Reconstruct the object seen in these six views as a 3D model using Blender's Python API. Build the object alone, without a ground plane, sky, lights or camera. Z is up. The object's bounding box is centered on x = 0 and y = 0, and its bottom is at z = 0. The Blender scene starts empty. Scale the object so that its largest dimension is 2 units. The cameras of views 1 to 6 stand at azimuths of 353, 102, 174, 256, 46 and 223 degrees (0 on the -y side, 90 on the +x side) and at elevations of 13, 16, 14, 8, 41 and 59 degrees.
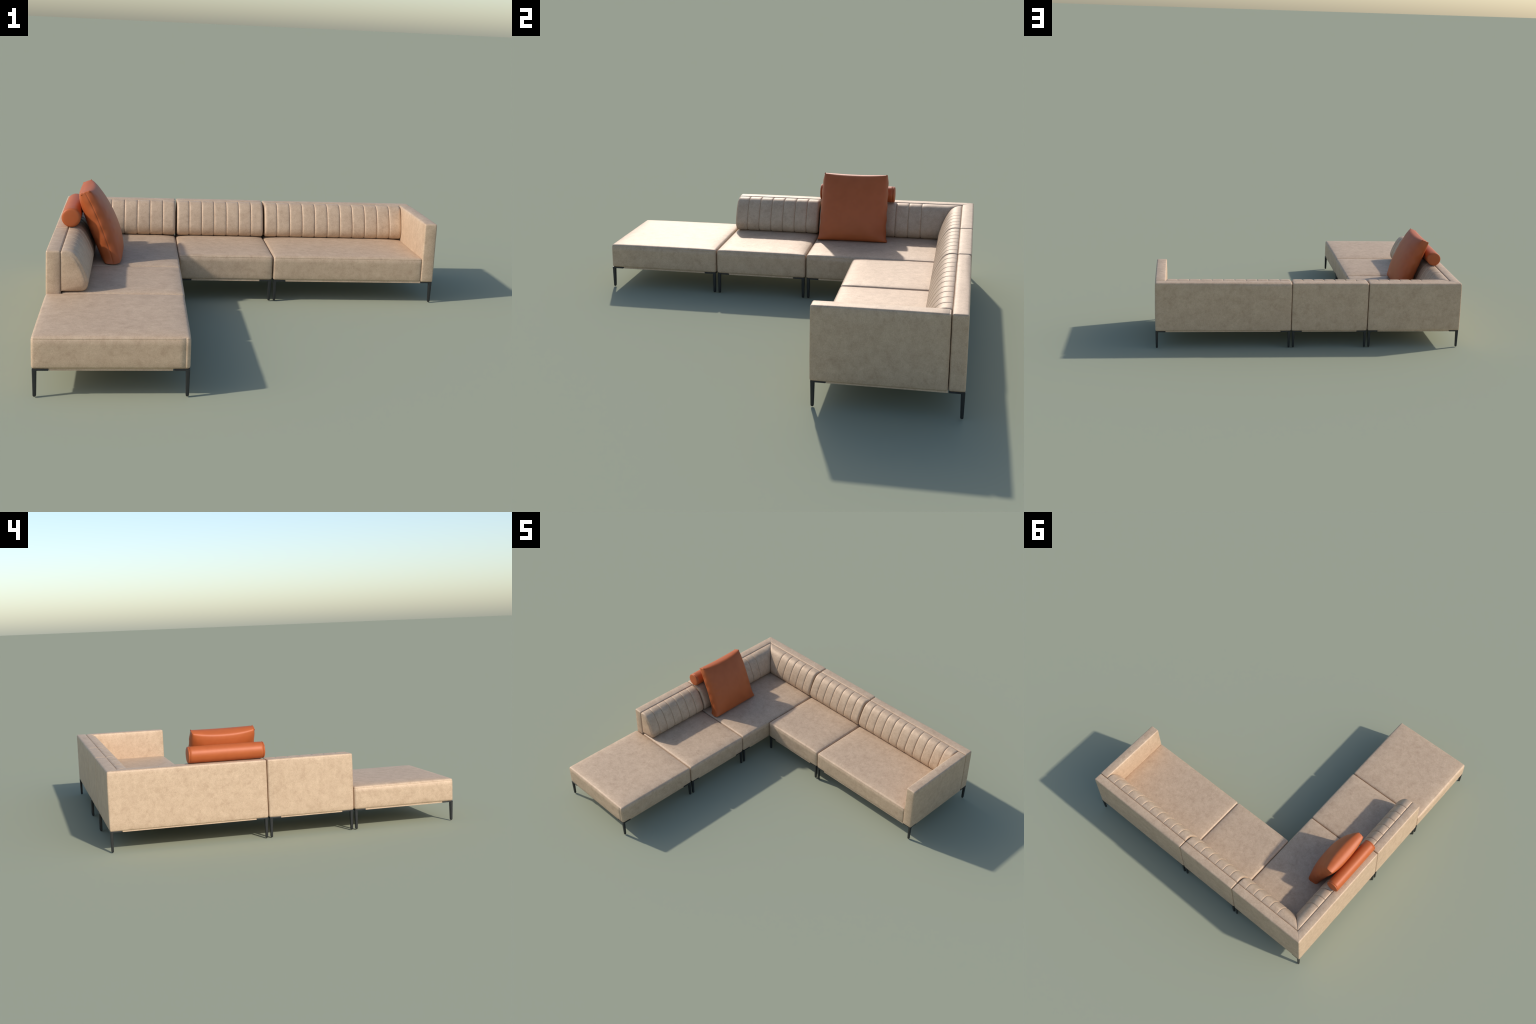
"""Modular corner sofa in beige nubuck leather with channel-stitched back cushions,
an orange leather throw pillow and an orange bolster."""
import bpy, bmesh, math, random
from mathutils import Vector, noise

random.seed(7)
scene = bpy.context.scene

# ------------------------------------------------------------------ main sizes (metres)
FLOOR_GAP = 0.1135        # underside of the upholstery
SEAT_TOP = 0.2442         # upper face of every seat
TOP = 0.4345              # top of back panels and armrest
PANEL = 0.0655             # thickness of back panels and armrest
X0, X1 = -0.9980, 0.9950  # outer faces left / right
Y0, Y1 = -0.9898, 0.9890  # outer faces front / back
WING = -0.3862            # front face of the left wing (faces +x)
BENCH = 0.3725            # front face of the back run (faces -y)
GAP_Y = (0.1165, -0.3816) # joints along the left wing
GAP_X = (-0.3830, 0.1168) # joints along the back run
HALF_GAP = 0.0026
LEAN = 0.0016             # outer faces lean inwards towards the top
BACK_X = X0 + PANEL       # inner face of the left back panel
BACK_Y = Y1 - PANEL       # inner face of the rear back panel


# ------------------------------------------------------------------ materials
def new_material(name):
    mat = bpy.data.materials.new(name)
    mat.use_nodes = True
    nt = mat.node_tree
    nt.nodes.clear()
    out = nt.nodes.new("ShaderNodeOutputMaterial")
    bsdf = nt.nodes.new("ShaderNodeBsdfPrincipled")
    nt.links.new(bsdf.outputs["BSDF"], out.inputs["Surface"])
    return mat, nt, bsdf


def scattered_coords(nt, spread):
    """Object coordinates, shifted by a random amount per object so that each hide differs."""
    tc = nt.nodes.new("ShaderNodeTexCoord")
    info = nt.nodes.new("ShaderNodeObjectInfo")
    mul = nt.nodes.new("ShaderNodeVectorMath")
    mul.operation = "SCALE"
    mul.inputs[0].default_value = (spread, spread * 0.7, spread * 1.3)
    nt.links.new(info.outputs["Random"], mul.inputs["Scale"])
    add = nt.nodes.new("ShaderNodeVectorMath")
    add.operation = "ADD"
    nt.links.new(tc.outputs["Object"], add.inputs[0])
    nt.links.new(mul.outputs["Vector"], add.inputs[1])
    return add.outputs["Vector"]


def noise_node(nt, vec, scale, detail, rough, distortion=0.0):
    n = nt.nodes.new("ShaderNodeTexNoise")
    n.inputs["Scale"].default_value = scale
    n.inputs["Detail"].default_value = detail
    n.inputs["Roughness"].default_value = rough
    n.inputs["Distortion"].default_value = distortion
    nt.links.new(vec, n.inputs["Vector"])
    return n.outputs["Fac"]


def ramp(nt, fac, stops):
    r = nt.nodes.new("ShaderNodeValToRGB")
    el = r.color_ramp.elements
    el[0].position, el[0].color = stops[0][0], (*stops[0][1], 1)
    el[1].position, el[1].color = stops[-1][0], (*stops[-1][1], 1)
    for pos, col in stops[1:-1]:
        e = el.new(pos)
        e.color = (*col, 1)
    nt.links.new(fac, r.inputs["Fac"])
    return r.outputs["Color"]


def mix_color(nt, mode, fac, a, b):
    m = nt.nodes.new("ShaderNodeMix")
    m.data_type = "RGBA"
    m.blend_type = mode
    if isinstance(fac, float):
        m.inputs["Factor"].default_value = fac
    else:
        nt.links.new(fac, m.inputs["Factor"])
    nt.links.new(a, m.inputs["A"])
    nt.links.new(b, m.inputs["B"])
    return m.outputs["Result"]


def bump(nt, bsdf, height, strength, distance):
    b = nt.nodes.new("ShaderNodeBump")
    b.inputs["Strength"].default_value = strength
    b.inputs["Distance"].default_value = distance
    nt.links.new(height, b.inputs["Height"])
    nt.links.new(b.outputs["Normal"], bsdf.inputs["Normal"])


def make_nubuck():
    mat, nt, bsdf = new_material("beige_nubuck_leather")
    vec = scattered_coords(nt, 9.0)
    cloud = noise_node(nt, vec, 21.0, 8.0, 0.70, 0.3)
    base = ramp(nt, cloud, [(0.29, (0.485, 0.338, 0.219)), (0.44, (0.550, 0.391, 0.259)),
                            (0.57, (0.592, 0.428, 0.286)), (0.73, (0.645, 0.475, 0.321))])
    # a second, warmer and darker rubbing of the hide
    rub = noise_node(nt, vec, 55.0, 6.0, 0.72, 0.4)
    worn = ramp(nt, rub, [(0.36, (0.865, 0.84, 0.82)), (0.54, (1.0, 1.0, 1.0))])
    col = mix_color(nt, "MULTIPLY", 0.6, base, worn)
    fine = noise_node(nt, vec, 230.0, 4.0, 0.65)
    speck = ramp(nt, fine, [(0.32, (0.84, 0.825, 0.81)), (0.66, (1.06, 1.06, 1.06))])
    col = mix_color(nt, "MULTIPLY", 0.8, col, speck)
    nt.links.new(col, bsdf.inputs["Base Color"])
    bsdf.inputs["Roughness"].default_value = 0.57
    bsdf.inputs["Metallic"].default_value = 0.12
    bsdf.inputs["Specular IOR Level"].default_value = 0.5
    grain = noise_node(nt, vec, 420.0, 3.0, 0.6)
    bump(nt, bsdf, grain, 0.22, 0.0012)
    return mat


def make_orange():
    mat, nt, bsdf = new_material("orange_leather")
    vec = scattered_coords(nt, 5.0)
    cloud = noise_node(nt, vec, 22.0, 4.0, 0.55)
    base = ramp(nt, cloud, [(0.30, (0.438, 0.099, 0.023)), (0.70, (0.476, 0.111, 0.028))])
    nt.links.new(base, bsdf.inputs["Base Color"])
    bsdf.inputs["Roughness"].default_value = 0.50
    bsdf.inputs["Metallic"].default_value = 0.06
    bsdf.inputs["Specular IOR Level"].default_value = 0.42
    v = nt.nodes.new("ShaderNodeTexVoronoi")
    v.inputs["Scale"].default_value = 420.0
    nt.links.new(vec, v.inputs["Vector"])
    bump(nt, bsdf, v.outputs["Distance"], 0.10, 0.0008)
    return mat


def make_metal():
    mat, nt, bsdf = new_material("black_powder_coated_metal")
    vec = scattered_coords(nt, 3.0)
    n = noise_node(nt, vec, 300.0, 2.0, 0.5)
    base = ramp(nt, n, [(0.3, (0.017, 0.018, 0.018)), (0.7, (0.024, 0.025, 0.025))])
    nt.links.new(base, bsdf.inputs["Base Color"])
    bsdf.inputs["Roughness"].default_value = 0.42
    bsdf.inputs["Specular IOR Level"].default_value = 0.45
    return mat


NUBUCK = make_nubuck()
ORANGE = make_orange()
METAL = make_metal()


# ------------------------------------------------------------------ scene helpers
def thing(name, label, category, location):
    e = bpy.data.objects.new(name, None)
    e.empty_display_size = 0.1
    e.location = location
    e["label"] = label
    e["category"] = category
    scene.collection.objects.link(e)
    return e


def place(name, mesh, parent, mat=None):
    if mat is not None and not mesh.materials:
        mesh.materials.append(mat)
    ob = bpy.data.objects.new(name, mesh)
    scene.collection.objects.link(ob)
    ob.parent = parent
    root = parent
    off = Vector((0, 0, 0))
    while root is not None:
        off += root.location
        root = root.parent
    ob.location = -off          # meshes are modelled in world coordinates
    return ob


def finish(bm, name, smooth=True):
    bmesh.ops.recalc_face_normals(bm, faces=bm.faces)
    me = bpy.data.meshes.new(name)
    bm.to_mesh(me)
    bm.free()
    if smooth:
        me.polygons.foreach_set("use_smooth", [True] * len(me.polygons))
    return me


# ------------------------------------------------------------------ upholstered block
def axis_stops(lo, hi, r, step, extra=()):
    """Grid coordinates along one edge: dense on the rounding, coarse between, plus seams."""
    pts = [lo + r * (1 - math.cos(math.pi / 2 * k / 4)) for k in range(5)]
    pts += [hi - r * (1 - math.cos(math.pi / 2 * k / 4)) for k in range(5)]
    n = max(2, int((hi - lo - 2 * r) / step))
    pts += [lo + r + (hi - lo - 2 * r) * k / n for k in range(1, n)]
    for s in extra:
        pts += [s - 0.0030, s - 0.0013, s, s + 0.0013, s + 0.0030]
    pts = sorted(p for p in pts if lo <= p <= hi)
    out = [pts[0]]
    for p in pts[1:]:
        if p - out[-1] > 2e-5:
            out.append(p)
    return out


def block(name, lo, hi, r, bulge=(0, 0, 0), seam_z=None, seam_x=None, seam_y=None, top_seam=None,
          step=0.030, warp=None, lumps=0.0006, sharp=4.0):
    """Padded box with rounded edges, slightly swollen faces and sunk seam lines."""
    lo, hi = Vector(lo), Vector(hi)
    c, h = (lo + hi) / 2, (hi - lo) / 2
    ex = ([seam_x] if seam_x is not None else [])
    if top_seam is not None:
        ex = ex + [top_seam, top_seam - 0.006, top_seam + 0.006]
    ey = ([seam_y] if seam_y is not None else [])
    ez = ([seam_z] if seam_z is not None else [])
    gx = axis_stops(lo.x, hi.x, r, step, ex)
    gy = axis_stops(lo.y, hi.y, r, step, ey)
    gz = axis_stops(lo.z, hi.z, r, step * 0.6, ez)
    bm = bmesh.new()
    cache = {}

    def groove(a, s):
        t = abs(a - s) / 0.0026
        return 0.0016 * (1 - t * t) if t < 1 else 0.0

    def vert(x, y, z):
        key = (round(x, 6), round(y, 6), round(z, 6))
        if key in cache:
            return cache[key]
        p = Vector((x, y, z)) - c
        inner = Vector((max(-h[i] + r, min(h[i] - r, p[i])) for i in range(3)))
        d = p - inner
        if d.length > 1e-9:
            n = d.normalized()
            q = inner + n * r
        else:
            n, q = Vector((0, 0, 0)), p.copy()
        u = [q[i] / h[i] for i in range(3)]
        for i in range(3):
            j, k = (i + 1) % 3, (i + 2) % 3
            q[i] += bulge[i] * n[i] * (1 - abs(u[j]) ** sharp) * (1 - abs(u[k]) ** sharp)
        side = Vector((n.x, n.y, 0))
        if seam_z is not None and side.length > 0.3:
            q -= side.normalized() * groove(z, seam_z)
        if seam_x is not None and abs(n.y) > 0.7:
            q -= n * groove(x, seam_x)
        if top_seam is not None and n.z > 0.3:
            q.z -= groove(x, top_seam) * 0.8
        if seam_y is not None and abs(n.x) + abs(n.z) > 0.7:
            q -= n * groove(y, seam_y)
        w = q + c
        if lumps:
            w += n * lumps * noise.noise(w * 16.0)
        if warp:
            w = warp(w)
        cache[key] = bm.verts.new(w)
        return cache[key]

    def sheet(ga, gb, make):
        for a0, a1 in zip(ga, ga[1:]):
            for b0, b1 in zip(gb, gb[1:]):
                vs = [make(a0, b0), make(a1, b0), make(a1, b1), make(a0, b1)]
                if len(set(vs)) == 4:
                    bm.faces.new(vs)

    for x in (gx[0], gx[-1]):
        sheet(gy, gz, lambda a, b, x=x: vert(x, a, b))
    for y in (gy[0], gy[-1]):
        sheet(gx, gz, lambda a, b, y=y: vert(a, y, b))
    for z in (gz[0], gz[-1]):
        sheet(gx, gy, lambda a, b, z=z: vert(a, b, z))
    return finish(bm, name)


# ------------------------------------------------------------------ back cushion channels
# side section of the back cushion: (distance in front of the panel, height)
SECTION = [(0.0010, 0.2530), (0.0300, 0.2505), (0.0700, 0.2505), (0.0970, 0.2525), (0.1095, 0.2592),
           (0.1172, 0.2725), (0.1205, 0.2880), (0.1190, 0.3055), (0.1125, 0.3270), (0.1040, 0.3482),
           (0.0945, 0.3694), (0.0838, 0.3896), (0.0718, 0.4088), (0.0575, 0.4242), (0.0405, 0.4328),
           (0.0240, 0.4350), (0.0110, 0.4345), (0.0026, 0.4320), (0.0003, 0.4275)]
# how far the stitching sinks in along that section: nothing where it meets the panel
SINK = [0.0, 0.4] + [1.0] * 13 + [0.85, 0.5, 0.2, 0.0]


def section_normals(pts):
    out = []
    n = len(pts)
    for i in range(n):
        a, b = pts[(i - 1) % n], pts[(i + 1) % n]
        t = Vector((b[0] - a[0], b[1] - a[1])).normalized()
        out.append(Vector((t.y, -t.x)))
    return out


SECTION_N = section_normals(SECTION)


def channel_mesh(name, s0, s1, to_world, puff=0.0050, inset=0.0, miter=0, round_end=(0.0, 0.0), dome=0.0):
    """One stitched channel between two seams.  miter=+1 cuts the s1 end at 45 degrees."""
    stations = [0.0, 0.008, 0.025, 0.06, 0.13, 0.25, 0.38, 0.5, 0.62, 0.75, 0.87, 0.94, 0.975, 0.992, 1.0]
    bm = bmesh.new()
    rings = []
    for t in stations:
        k = abs(2 * t - 1)
        off = puff * ((1 - k ** 8.0) ** 0.55 - 1)
        if t < 0.5:
            off -= round_end[0] * max(0.0, (1 - t / 0.14)) ** 2.2
        else:
            off -= round_end[1] * max(0.0, (1 - (1 - t) / 0.14)) ** 2.2
        ring = []
        for (d, z), n, sink in zip(SECTION, SECTION_N, SINK):
            push = off * sink - inset
            dd, zz = d + n.x * push, z + n.y * push
            end = s1 - miter * dd
            ring.append(bm.verts.new(to_world(s0 + (end - s0) * t, max(dd, 0.0006), zz)))
        rings.append(ring)
    m = len(SECTION)
    for a, b in zip(rings, rings[1:]):
        for i in range(m):
            j = (i + 1) % m
            bm.faces.new((a[i], a[j], b[j], b[i]))
    if dome:                       # padded end: rings shrinking towards the middle of the end face
        mid = sum((v.co for v in rings[0]), Vector()) / m
        outward = (rings[0][0].co - rings[-1][0].co).normalized()
        prev = rings[0]
        for scale, rise in ((0.93, 0.45), (0.80, 0.72), (0.60, 0.90), (0.35, 0.98), (0.12, 1.0)):
            ring = [bm.verts.new(mid + (v.co - mid) * scale + outward * dome * rise) for v in rings[0]]
            for i in range(m):
                j = (i + 1) % m
                bm.faces.new((prev[i], prev[j], ring[j], ring[i]))
            prev = ring
        bm.faces.new(prev)
    else:
        bm.faces.new(rings[0])
    bm.faces.new(list(reversed(rings[-1])))
    return finish(bm, name)


def sharpen_caps(me, angle=50):
    bm = bmesh.new()
    bm.from_mesh(me)
    for e in bm.edges:
        if len(e.link_faces) == 2 and e.calc_face_angle(0) > math.radians(angle):
            e.smooth = False
    bm.to_mesh(me)
    bm.free()


def back_cushion(sofa, seams, to_world, miter_last=False, dome=0.0):
    """seams: positions of the stitch lines, first and last being the cushion's ends."""
    core = channel_mesh("back_cushion", seams[0] + 0.003, seams[-1] - 0.003, to_world,
                        puff=0.0, inset=0.0052, miter=1 if miter_last else 0)
    sharpen_caps(core)
    cushion = place("back_cushion", core, sofa, NUBUCK)
    last = len(seams) - 2
    for i in range(len(seams) - 1):
        g = 0.0006
        ends = (0.0075 if i == 0 else 0.0, 0.0075 if i == last and not miter_last else 0.0)
        me = channel_mesh("channel", seams[i] + g, seams[i + 1] - g, to_world,
                          miter=1 if (miter_last and i == last) else 0, round_end=ends, dome=dome if i == 0 else 0.0)
        sharpen_caps(me)
        place("channel", me, cushion, NUBUCK)


# ------------------------------------------------------------------ legs and base
LEG_TOP, LEG_FOOT, BRACKET = 0.0175, 0.0135, 0.0630


def leg_meshes():
    """Tapered square leg for a corner whose outer edges lie at local x=0, y=0."""
    bm = bmesh.new()
    prof = [(0.0, 0.45), (0.0016, 0.72), (0.0042, 0.92), (0.0080, 1.0), (0.040, None), (0.1130, None)]
    rings = []
    m = LEG_TOP / 2
    for z, k in prof:
        half = (LEG_FOOT + (LEG_TOP - LEG_FOOT) * (z - 0.008) / 0.105) / 2 if k is None else LEG_FOOT / 2 * k
        ring = []
        rr = half * 0.38
        for q, (sx, sy) in enumerate(((1, 1), (-1, 1), (-1, -1), (1, -1))):
            for k2 in range(4):
                a = math.radians(90 * q + 30 * k2)
                ring.append(bm.verts.new((m + sx * (half - rr) + rr * math.cos(a),
                                          m + sy * (half - rr) + rr * math.sin(a), z)))
        rings.append(ring)
    for a, b in zip(rings, rings[1:]):
        for i in range(16):
            bm.faces.new((a[i], a[(i + 1) % 16], b[(i + 1) % 16], b[i]))
    bm.faces.new(rings[0])
    bm.faces.new(list(reversed(rings[-1])))
    leg = finish(bm, "leg")
    sharpen_caps(leg, 60)

    bm = bmesh.new()
    w, e = 0.0172, 0.0003
    outline = [(e, e), (BRACKET, e), (BRACKET, w), (w, w), (w, BRACKET), (e, BRACKET)]
    lowv = [bm.verts.new((x, y, 0.1072)) for x, y in outline]
    topv = [bm.verts.new((x, y, 0.1142)) for x, y in outline]
    bm.faces.new(lowv)
    bm.faces.new(list(reversed(topv)))
    for i in range(6):
        bm.faces.new((lowv[i], lowv[(i + 1) % 6], topv[(i + 1) % 6], topv[i]))
    bmesh.ops.bevel(bm, geom=list(bm.edges), offset=0.0008, segments=2, affect="EDGES", profile=0.5)
    bracket = finish(bm, "bracket", smooth=False)
    leg.materials.append(METAL)
    bracket.materials.append(METAL)
    return leg, bracket


LEG_MESH, BRACKET_MESH = leg_meshes()


def add_legs(sofa, x0, x1, y0, y1, left=0.003, right=0.003, front=0.003, back=0.003):
    for x, y, rot in ((x0 + left, y0 + front, 0), (x1 - right, y0 + front, 90),
                      (x1 - right, y1 - back, 180), (x0 + left, y1 - back, 270)):
        leg = bpy.data.objects.new("leg", LEG_MESH)
        scene.collection.objects.link(leg)
        leg.parent = sofa
        leg.location = Vector((x, y, 0)) - sofa.location
        leg.rotation_euler = (0, 0, math.radians(rot))
        br = bpy.data.objects.new("bracket", BRACKET_MESH)
        scene.collection.objects.link(br)
        br.parent = leg


def add_base(sofa, x0, x1, y0, y1):
    """Thin underside panel, notched at the corners where the leg brackets sit."""
    i, b = 0.0050, BRACKET + 0.0045
    ox0, ox1, oy0, oy1 = x0 + i, x1 - i, y0 + i, y1 - i
    nx0, nx1, ny0, ny1 = x0 + b, x1 - b, y0 + b, y1 - b
    pts = [(nx0, oy0), (nx1, oy0), (nx1, ny0), (ox1, ny0), (ox1, ny1), (nx1, ny1),
           (nx1, oy1), (nx0, oy1), (nx0, ny1), (ox0, ny1), (ox0, ny0), (nx0, ny0)]
    bm = bmesh.new()
    lo = [bm.verts.new((x, y, 0.1072)) for x, y in pts]
    hi = [bm.verts.new((x, y, 0.1195)) for x, y in pts]
    bm.faces.new(lo)
    bm.faces.new(list(reversed(hi)))
    for k in range(12):
        bm.faces.new((lo[k], lo[(k + 1) % 12], hi[(k + 1) % 12], hi[k]))
    me = finish(bm, "base_panel", smooth=False)
    place("base_panel", me, sofa, NUBUCK)


# ------------------------------------------------------------------ the sofa
sofa = thing("sectional_sofa", "L-shaped modular beige leather sofa with slim black metal legs",
             "sofa", (0, 0, 0))
G = HALF_GAP
SEAM = SEAT_TOP - 0.0105

modules = {   # footprint x0, x1, y0, y1
    "corner": (X0, WING, GAP_Y[0] + G, Y1),
    "wing": (X0, WING, GAP_Y[1] + G, GAP_Y[0] - G),
    "ottoman": (X0, WING - 0.0022, Y0, GAP_Y[1] - G),
    "middle": (GAP_X[0] + G, GAP_X[1] - G, BENCH, Y1),
    "end": (GAP_X[1] + G, X1, BENCH, Y1),
}
for kind, fp in modules.items():
    add_legs(sofa, *fp,
             right=0.0005 if kind == "ottoman" else 0.0025 if kind in ("corner", "wing") else 0.003,
             front=0.0005 if kind == "ottoman" else 0.003,
             back=0.0003 if kind in ("corner", "middle", "end") else 0.003)
    add_base(sofa, *fp)


def seat(x0, x1, y0, y1, seam_x=None):
    me = block("seat", (x0, y0, FLOOR_GAP), (x1, y1, SEAT_TOP), 0.0120,
               bulge=(0.0018, 0.0018, 0.0080), seam_z=SEAM, seam_x=seam_x, sharp=8.0)
    place("seat", me, sofa, NUBUCK)


c, w, o, m, e = (modules[k] for k in ("corner", "wing", "ottoman", "middle", "end"))
seat(BACK_X + 0.001, c[1], c[2], BACK_Y - 0.001)
seat(BACK_X + 0.001, w[1], w[2], w[3])
seat(*o, seam_x=WING - 0.0215)
seat(m[0], m[1], m[2] + 0.002, BACK_Y - 0.001)
seat(e[0], X1 - PANEL - 0.001, e[2] + 0.002, BACK_Y - 0.001)


def panel(x0, x1, y0, y1, warp=None, seam_y=None, name="back_panel", bulge=(0.0022, 0.0022, 0.0020),
          step=0.030):
    me = block(name, (x0, y0, FLOOR_GAP), (x1, y1, TOP), 0.0085, bulge=bulge,
               warp=warp, seam_y=seam_y, step=step)
    place(name, me, sofa, NUBUCK)


def lean_left(p):
    return Vector((p.x + LEAN * (p.z - FLOOR_GAP) / (TOP - FLOOR_GAP) * (BACK_X - p.x) / PANEL, p.y, p.z))


def lean_rear(p):
    return Vector((p.x, p.y - LEAN * (p.z - FLOOR_GAP) / (TOP - FLOOR_GAP) * (p.y - BACK_Y) / PANEL, p.z))


def pale_band_rear(p):
    """Rear panel of the end module: upper rear edge rounded over for a pale band, more so towards the joint."""
    q = lean_rear(p)
    roll = 0.024
    t = max(0.0, min(1.0, (p.z - TOP + roll) / roll))
    amount = max(0.0, min(1.0, (0.66 - p.x) / 0.42))
    depth = max(0.0, (p.y - BACK_Y) / PANEL - 0.4) / 0.6
    q.y -= 0.5 * roll * (1 - math.sqrt(1 - t * t)) * amount * depth
    return q


LEFT_RUN, REAR_RUN = Y1 - c[2], (GAP_X[0] - G) - X0


def corner_bend(p):
    """Folds a straight panel (x: run, y: depth from the outer face) into an L with a mitred corner."""
    run, depth = p.x, p.y + LEAN * (p.z - FLOOR_GAP) / (TOP - FLOOR_GAP) * (1 - p.y / PANEL)
    if run < 0:
        q = Vector((X0 + depth, Y1 - depth + run * (LEFT_RUN - depth) / LEFT_RUN, p.z))
    else:
        q = Vector((X0 + depth + run * (REAR_RUN - depth) / REAR_RUN, Y1 - depth, p.z))
    r = 0.006                    # eased outer edge
    lean = LEAN * (p.z - FLOOR_GAP) / (TOP - FLOOR_GAP)
    cx, cy = X0 + lean + r, Y1 - lean - r
    if q.x < cx and q.y > cy:
        d = Vector((q.x - cx, q.y - cy))
        m = max(abs(d.x), abs(d.y))
        d = d.normalized() * m
        q.x, q.y = cx + d.x, cy + d.y
    return q


place("back_panel", block("back_panel", (-LEFT_RUN, 0, FLOOR_GAP), (REAR_RUN, PANEL, TOP), 0.0085,
                          bulge=(0.0, 0.0022, 0.0020), warp=corner_bend, top_seam=0.0), sofa, NUBUCK)
panel(X0, BACK_X, w[2], w[3], warp=lean_left)
panel(m[0], m[1], BACK_Y, Y1, warp=lean_rear)
panel(e[0], X1 - 0.0025, BACK_Y, Y1, warp=pale_band_rear, step=0.014)
panel(X1 - PANEL - 0.0018, X1, BENCH, BACK_Y - 0.003, seam_y=BACK_Y - 0.0085, name="armrest",
      bulge=(0.0058, 0.0012, 0.0020))

# back cushions: stitch lines along each wall
left = lambda s, d, z: Vector((BACK_X + d, s, z))
rear = lambda s, d, z: Vector((s, BACK_Y - d, z))
rear_flip = lambda s, d, z: Vector((-s, BACK_Y - d, z))


def spread(a, b, n):
    return [a + (b - a) * k / n for k in range(n + 1)]


back_cushion(sofa, spread(w[2] + 0.003, w[3] - 0.001, 7), left, dome=0.0050)
back_cushion(sofa, spread(m[0] + 0.001, m[1] - 0.001, 7), rear)
back_cushion(sofa, spread(e[0] + 0.001, X1 - PANEL - 0.004, 11), rear)
back_cushion(sofa, spread(c[2] + 0.001, 0.700, 8) + [BACK_Y - 0.0006], left, miter_last=True)
back_cushion(sofa, spread(-GAP_X[0] + G + 0.001, 0.744, 5) + [-BACK_X - 0.0006], rear_flip, miter_last=True)

# ------------------------------------------------------------------ throw pillow
pillow = thing("throw_pillow", "square orange leather throw pillow leaning on the backrest",
               "pillow", (-0.72, 0.32, SEAT_TOP))
UP = Vector((-0.137, 0, 0.350)).normalized()
OUT = Vector((UP.z, 0, -UP.x))
FOOT = Vector((-0.7210, 0.3250, 0.2500))
HEIGHT = 0.3800


def pillow_point(u, v, side):
    """u across (-1..1), v up (-1..1), side +1 front, -1 back, between = rim."""
    au, av = abs(u), abs(v)
    low = max(0.0, -v)
    # plan outline: edges pulled in between the corners, lower corners splayed
    half_w = 0.1800 + 0.0190 * low ** 6 - 0.0020 * max(0.0, v) ** 8
    x = u * half_w
    y = HEIGHT * (0.5 + 0.5 * v) - (0.0085 * v ** 3 if v > 0 else 0.004 * v) * (1 - au ** 2.2)
    high = max(0.0, v)
    rim = 0.0260 + 0.011 * low ** 3 + 0.008 * high ** 4 * (1 - u * u)
    wide = max(0.0, 1 - au ** 2.6)
    if side > 0:        # seat side: fullest a little below the middle
        depth = 0.0455 * wide ** 0.62 * max(0.0, 1 - av ** 2.2) ** 0.60 * (1.0 - 0.20 * v)
    else:               # wall side: flatter, full right up to the top edge
        depth = 0.0440 * wide ** 0.58 * max(0.0, 1 - av ** 2.6) ** 0.62
    depth += rim
    # creases running in from the side seams and over the bottom corners
    ripple = math.sin(v * 19.0 + 1.3 * math.sin(v * 5)) * max(0.0, (au - 0.62) / 0.38) ** 1.3 * (1 - av ** 6)
    depth += 0.0030 * ripple * (1 - au ** 12)
    depth += 0.0022 * math.sin(u * 9 + 2) * max(0.0, (-v - 0.6) / 0.4) * (1 - au ** 6) * (1 - av ** 10)
    n = depth * side + 0.012 * (1 - av ** 2.5) - 0.003 * u
    y -= 0.27 * n * low ** 2.5      # the lower edge lies flat on the seat
    return x, y, n


def pillow_world(x, y, n):
    p = FOOT + UP * y + OUT * n + Vector((0, x, 0))
    floor = SEAT_TOP + 0.0066
    if p.z < floor + 0.006:           # settles onto the seat
        p.z = floor + 0.006 * math.exp((p.z - floor - 0.006) / 0.012) * 0.5
    return p


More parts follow.
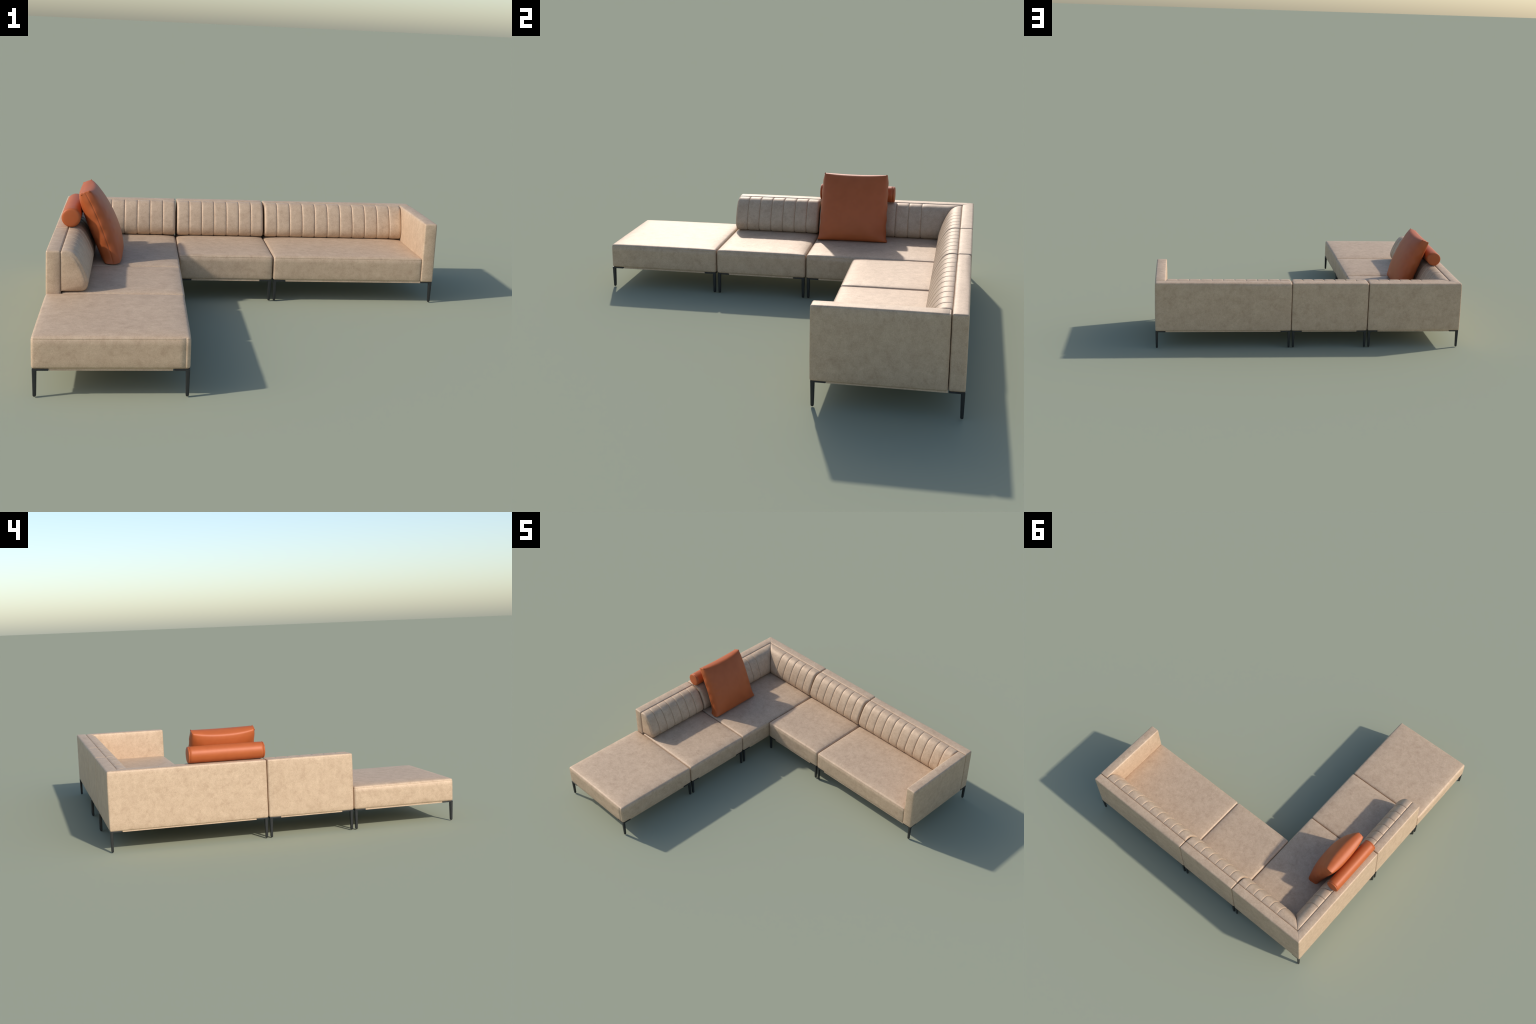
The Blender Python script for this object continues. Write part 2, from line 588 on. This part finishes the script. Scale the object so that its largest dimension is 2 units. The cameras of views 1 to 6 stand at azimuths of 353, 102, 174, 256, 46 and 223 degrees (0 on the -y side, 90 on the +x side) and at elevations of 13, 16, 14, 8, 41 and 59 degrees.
def build_pillow():
    bm = bmesh.new()
    N = 64
    ticks = [math.sin(math.pi / 2 * (2 * i / N - 1)) * 0.55 + 0.45 * (2 * i / N - 1) for i in range(N + 1)]
    grids = {}
    for side in (1, -1):
        grids[side] = [[bm.verts.new(pillow_world(*pillow_point(u, v, side))) for v in ticks] for u in ticks]
        g = grids[side]
        for i in range(N):
            for j in range(N):
                f = (g[i][j], g[i + 1][j], g[i + 1][j + 1], g[i][j + 1])
                bm.faces.new(f if side > 0 else tuple(reversed(f)))
    border = [(i, 0) for i in range(N)] + [(N, j) for j in range(N)] + \
             [(i, N) for i in range(N, 0, -1)] + [(0, j) for j in range(N, 0, -1)]
    levels = [1.0, 0.80, 0.5, 0.2, 0.06, 0.0, -0.06, -0.2, -0.5, -0.8, -1.0]
    rows = []
    for lv in levels:
        row = []
        for (i, j) in border:
            if lv == 1.0:
                row.append(grids[1][i][j]); continue
            if lv == -1.0:
                row.append(grids[-1][i][j]); continue
            u, v = ticks[i], ticks[j]
            a, b = pillow_point(u, v, 1), pillow_point(u, v, -1)
            q = (lv + 1) / 2
            x, y = a[0], a[1]
            n = b[2] + (a[2] - b[2]) * q
            # edge swells between the corners, sinks at the seam, tucks in at the corner fold
            s = abs(v) if i in (0, N) else abs(u)
            swell = (0.0068 if i in (0, N) else 0.0050 if j == N else 0.003) * (1 - lv * lv) * (1 - s ** 5)
            if i == 0:          # the closing seam runs down one side only
                swell -= 0.0024 * max(0.0, 1 - abs(lv) / 0.1) * (1 - s ** 16)
            if i in (0, N):
                swell += 0.0016 * math.sin(v * 17 + 0.8) * (1 - lv * lv) * (1 - s ** 4)
            if i in (0, N) and j not in (0, N):
                x += math.copysign(swell, u)
            elif j in (0, N) and i not in (0, N):
                y += math.copysign(swell, v)
            row.append(bm.verts.new(pillow_world(x, y, n)))
        rows.append(row)
    L = len(border)
    for a, b in zip(rows, rows[1:]):
        for k in range(L):
            bm.faces.new((a[k], b[k], b[(k + 1) % L], a[(k + 1) % L]))
    # soften the turn from the faces into the rim; the seam row itself stays crisp
    near = 7
    soft = [rows[q][k] for q in (1, 2, len(levels) - 3, len(levels) - 2) for k in range(L)]
    for side in (1, -1):
        for i in range(N + 1):
            for j in range(N + 1):
                if min(i, j, N - i, N - j) <= near:
                    soft.append(grids[side][i][j])
    for _ in range(16):
        bmesh.ops.smooth_vert(bm, verts=soft, factor=0.5, use_axis_x=True, use_axis_y=True, use_axis_z=True)
    return finish(bm, "pillow_cover")


pillow_cover = place("pillow_cover", build_pillow(), pillow, ORANGE)


def tube(name, pts, radius, closed=False, sides=8):
    bm = bmesh.new()
    n = len(pts)
    rings = []
    for i, p in enumerate(pts):
        a = pts[(i - 1) % n] if (closed or i > 0) else p
        b = pts[(i + 1) % n] if (closed or i < n - 1) else p
        t = (b - a).normalized()
        ref = Vector((1, 0, 0)) if abs(t.x) < 0.8 else Vector((0, 0, 1))
        s1 = t.cross(ref).normalized()
        s2 = t.cross(s1)
        rings.append([bm.verts.new(p + radius * (math.cos(2 * math.pi * k / sides) * s1 +
                                                 math.sin(2 * math.pi * k / sides) * s2)) for k in range(sides)])
    rng = range(n if closed else n - 1)
    for i in rng:
        a, b = rings[i], rings[(i + 1) % n]
        for k in range(sides):
            bm.faces.new((a[k], a[(k + 1) % sides], b[(k + 1) % sides], b[k]))
    if not closed:
        bm.faces.new(rings[0])
        bm.faces.new(list(reversed(rings[-1])))
    return finish(bm, name)


# folded corner tucks: two short rolls across the thickness of each upper corner
for su in (-1, 1):
    for sv in (1,):
        a, b = pillow_point(su, sv, 1), pillow_point(su, sv, -1)
        for shift in (0.0024, 0.0066):
            pts = []
            for k in range(9):
                q = k / 8
                n = b[2] + (a[2] - b[2]) * (0.04 + 0.92 * q)
                pts.append(pillow_world(a[0] - su * (0.0030 if shift < 0.003 else 0.0016),
                                        a[1] - sv * shift - 0.0012 * math.sin(math.pi * q) * sv, n))
            place("corner_fold", tube("corner_fold", pts, 0.0026), pillow, ORANGE)

# ------------------------------------------------------------------ bolster
bolster = thing("bolster_pillow", "cylindrical orange leather bolster resting on the backrest",
                "pillow", (-0.9205, 0.328, TOP))
BC, BR = Vector((-0.9205, 0, 0.4822)), 0.0464
BY0, BY1 = 0.1240, 0.5322


def lathe_y(name, prof, seg=64):
    bm = bmesh.new()
    rings = []
    for y, r in prof:
        if r < 1e-6:
            rings.append([bm.verts.new((BC.x, y, BC.z))])
            continue
        rings.append([bm.verts.new((BC.x + r * math.cos(2 * math.pi * k / seg), y,
                                    BC.z + r * math.sin(2 * math.pi * k / seg))) for k in range(seg)])
    for a, b in zip(rings, rings[1:]):
        if len(a) == 1 and len(b) == 1:
            continue
        for k in range(seg):
            k2 = (k + 1) % seg
            if len(a) == 1:
                bm.faces.new((a[0], b[k2], b[k]))
            elif len(b) == 1:
                bm.faces.new((a[k], a[k2], b[0]))
            else:
                bm.faces.new((a[k], a[k2], b[k2], b[k]))
    return finish(bm, name)


body = []
for k in range(33):
    t = k / 32
    body.append((BY0 + (BY1 - BY0) * t, BR - 0.0009 + 0.0014 * (1 - (2 * t - 1) ** 2)))
body = [(BY0 - 0.0010, BR - 0.0035), (BY0 - 0.0004, BR - 0.0016)] + body + \
       [(BY1 + 0.0004, BR - 0.0016), (BY1 + 0.0010, BR - 0.0035)]
place("bolster_cover", lathe_y("bolster_cover", body), bolster, ORANGE)
for y, s in ((BY0, -1), (BY1, 1)):
    cap = [(y + s * 0.0006, BR - 0.0035), (y + s * 0.0012, BR - 0.0014), (y + s * 0.0032, BR - 0.0004),
           (y + s * 0.0062, BR - 0.0010), (y + s * 0.0086, BR - 0.0034), (y + s * 0.0102, BR - 0.0072),
           (y + s * 0.0110, BR - 0.0140), (y + s * 0.0116, BR - 0.0280), (y + s * 0.0118, 0.0)]
    place("end_cap", lathe_y("end_cap", cap), bolster, ORANGE)
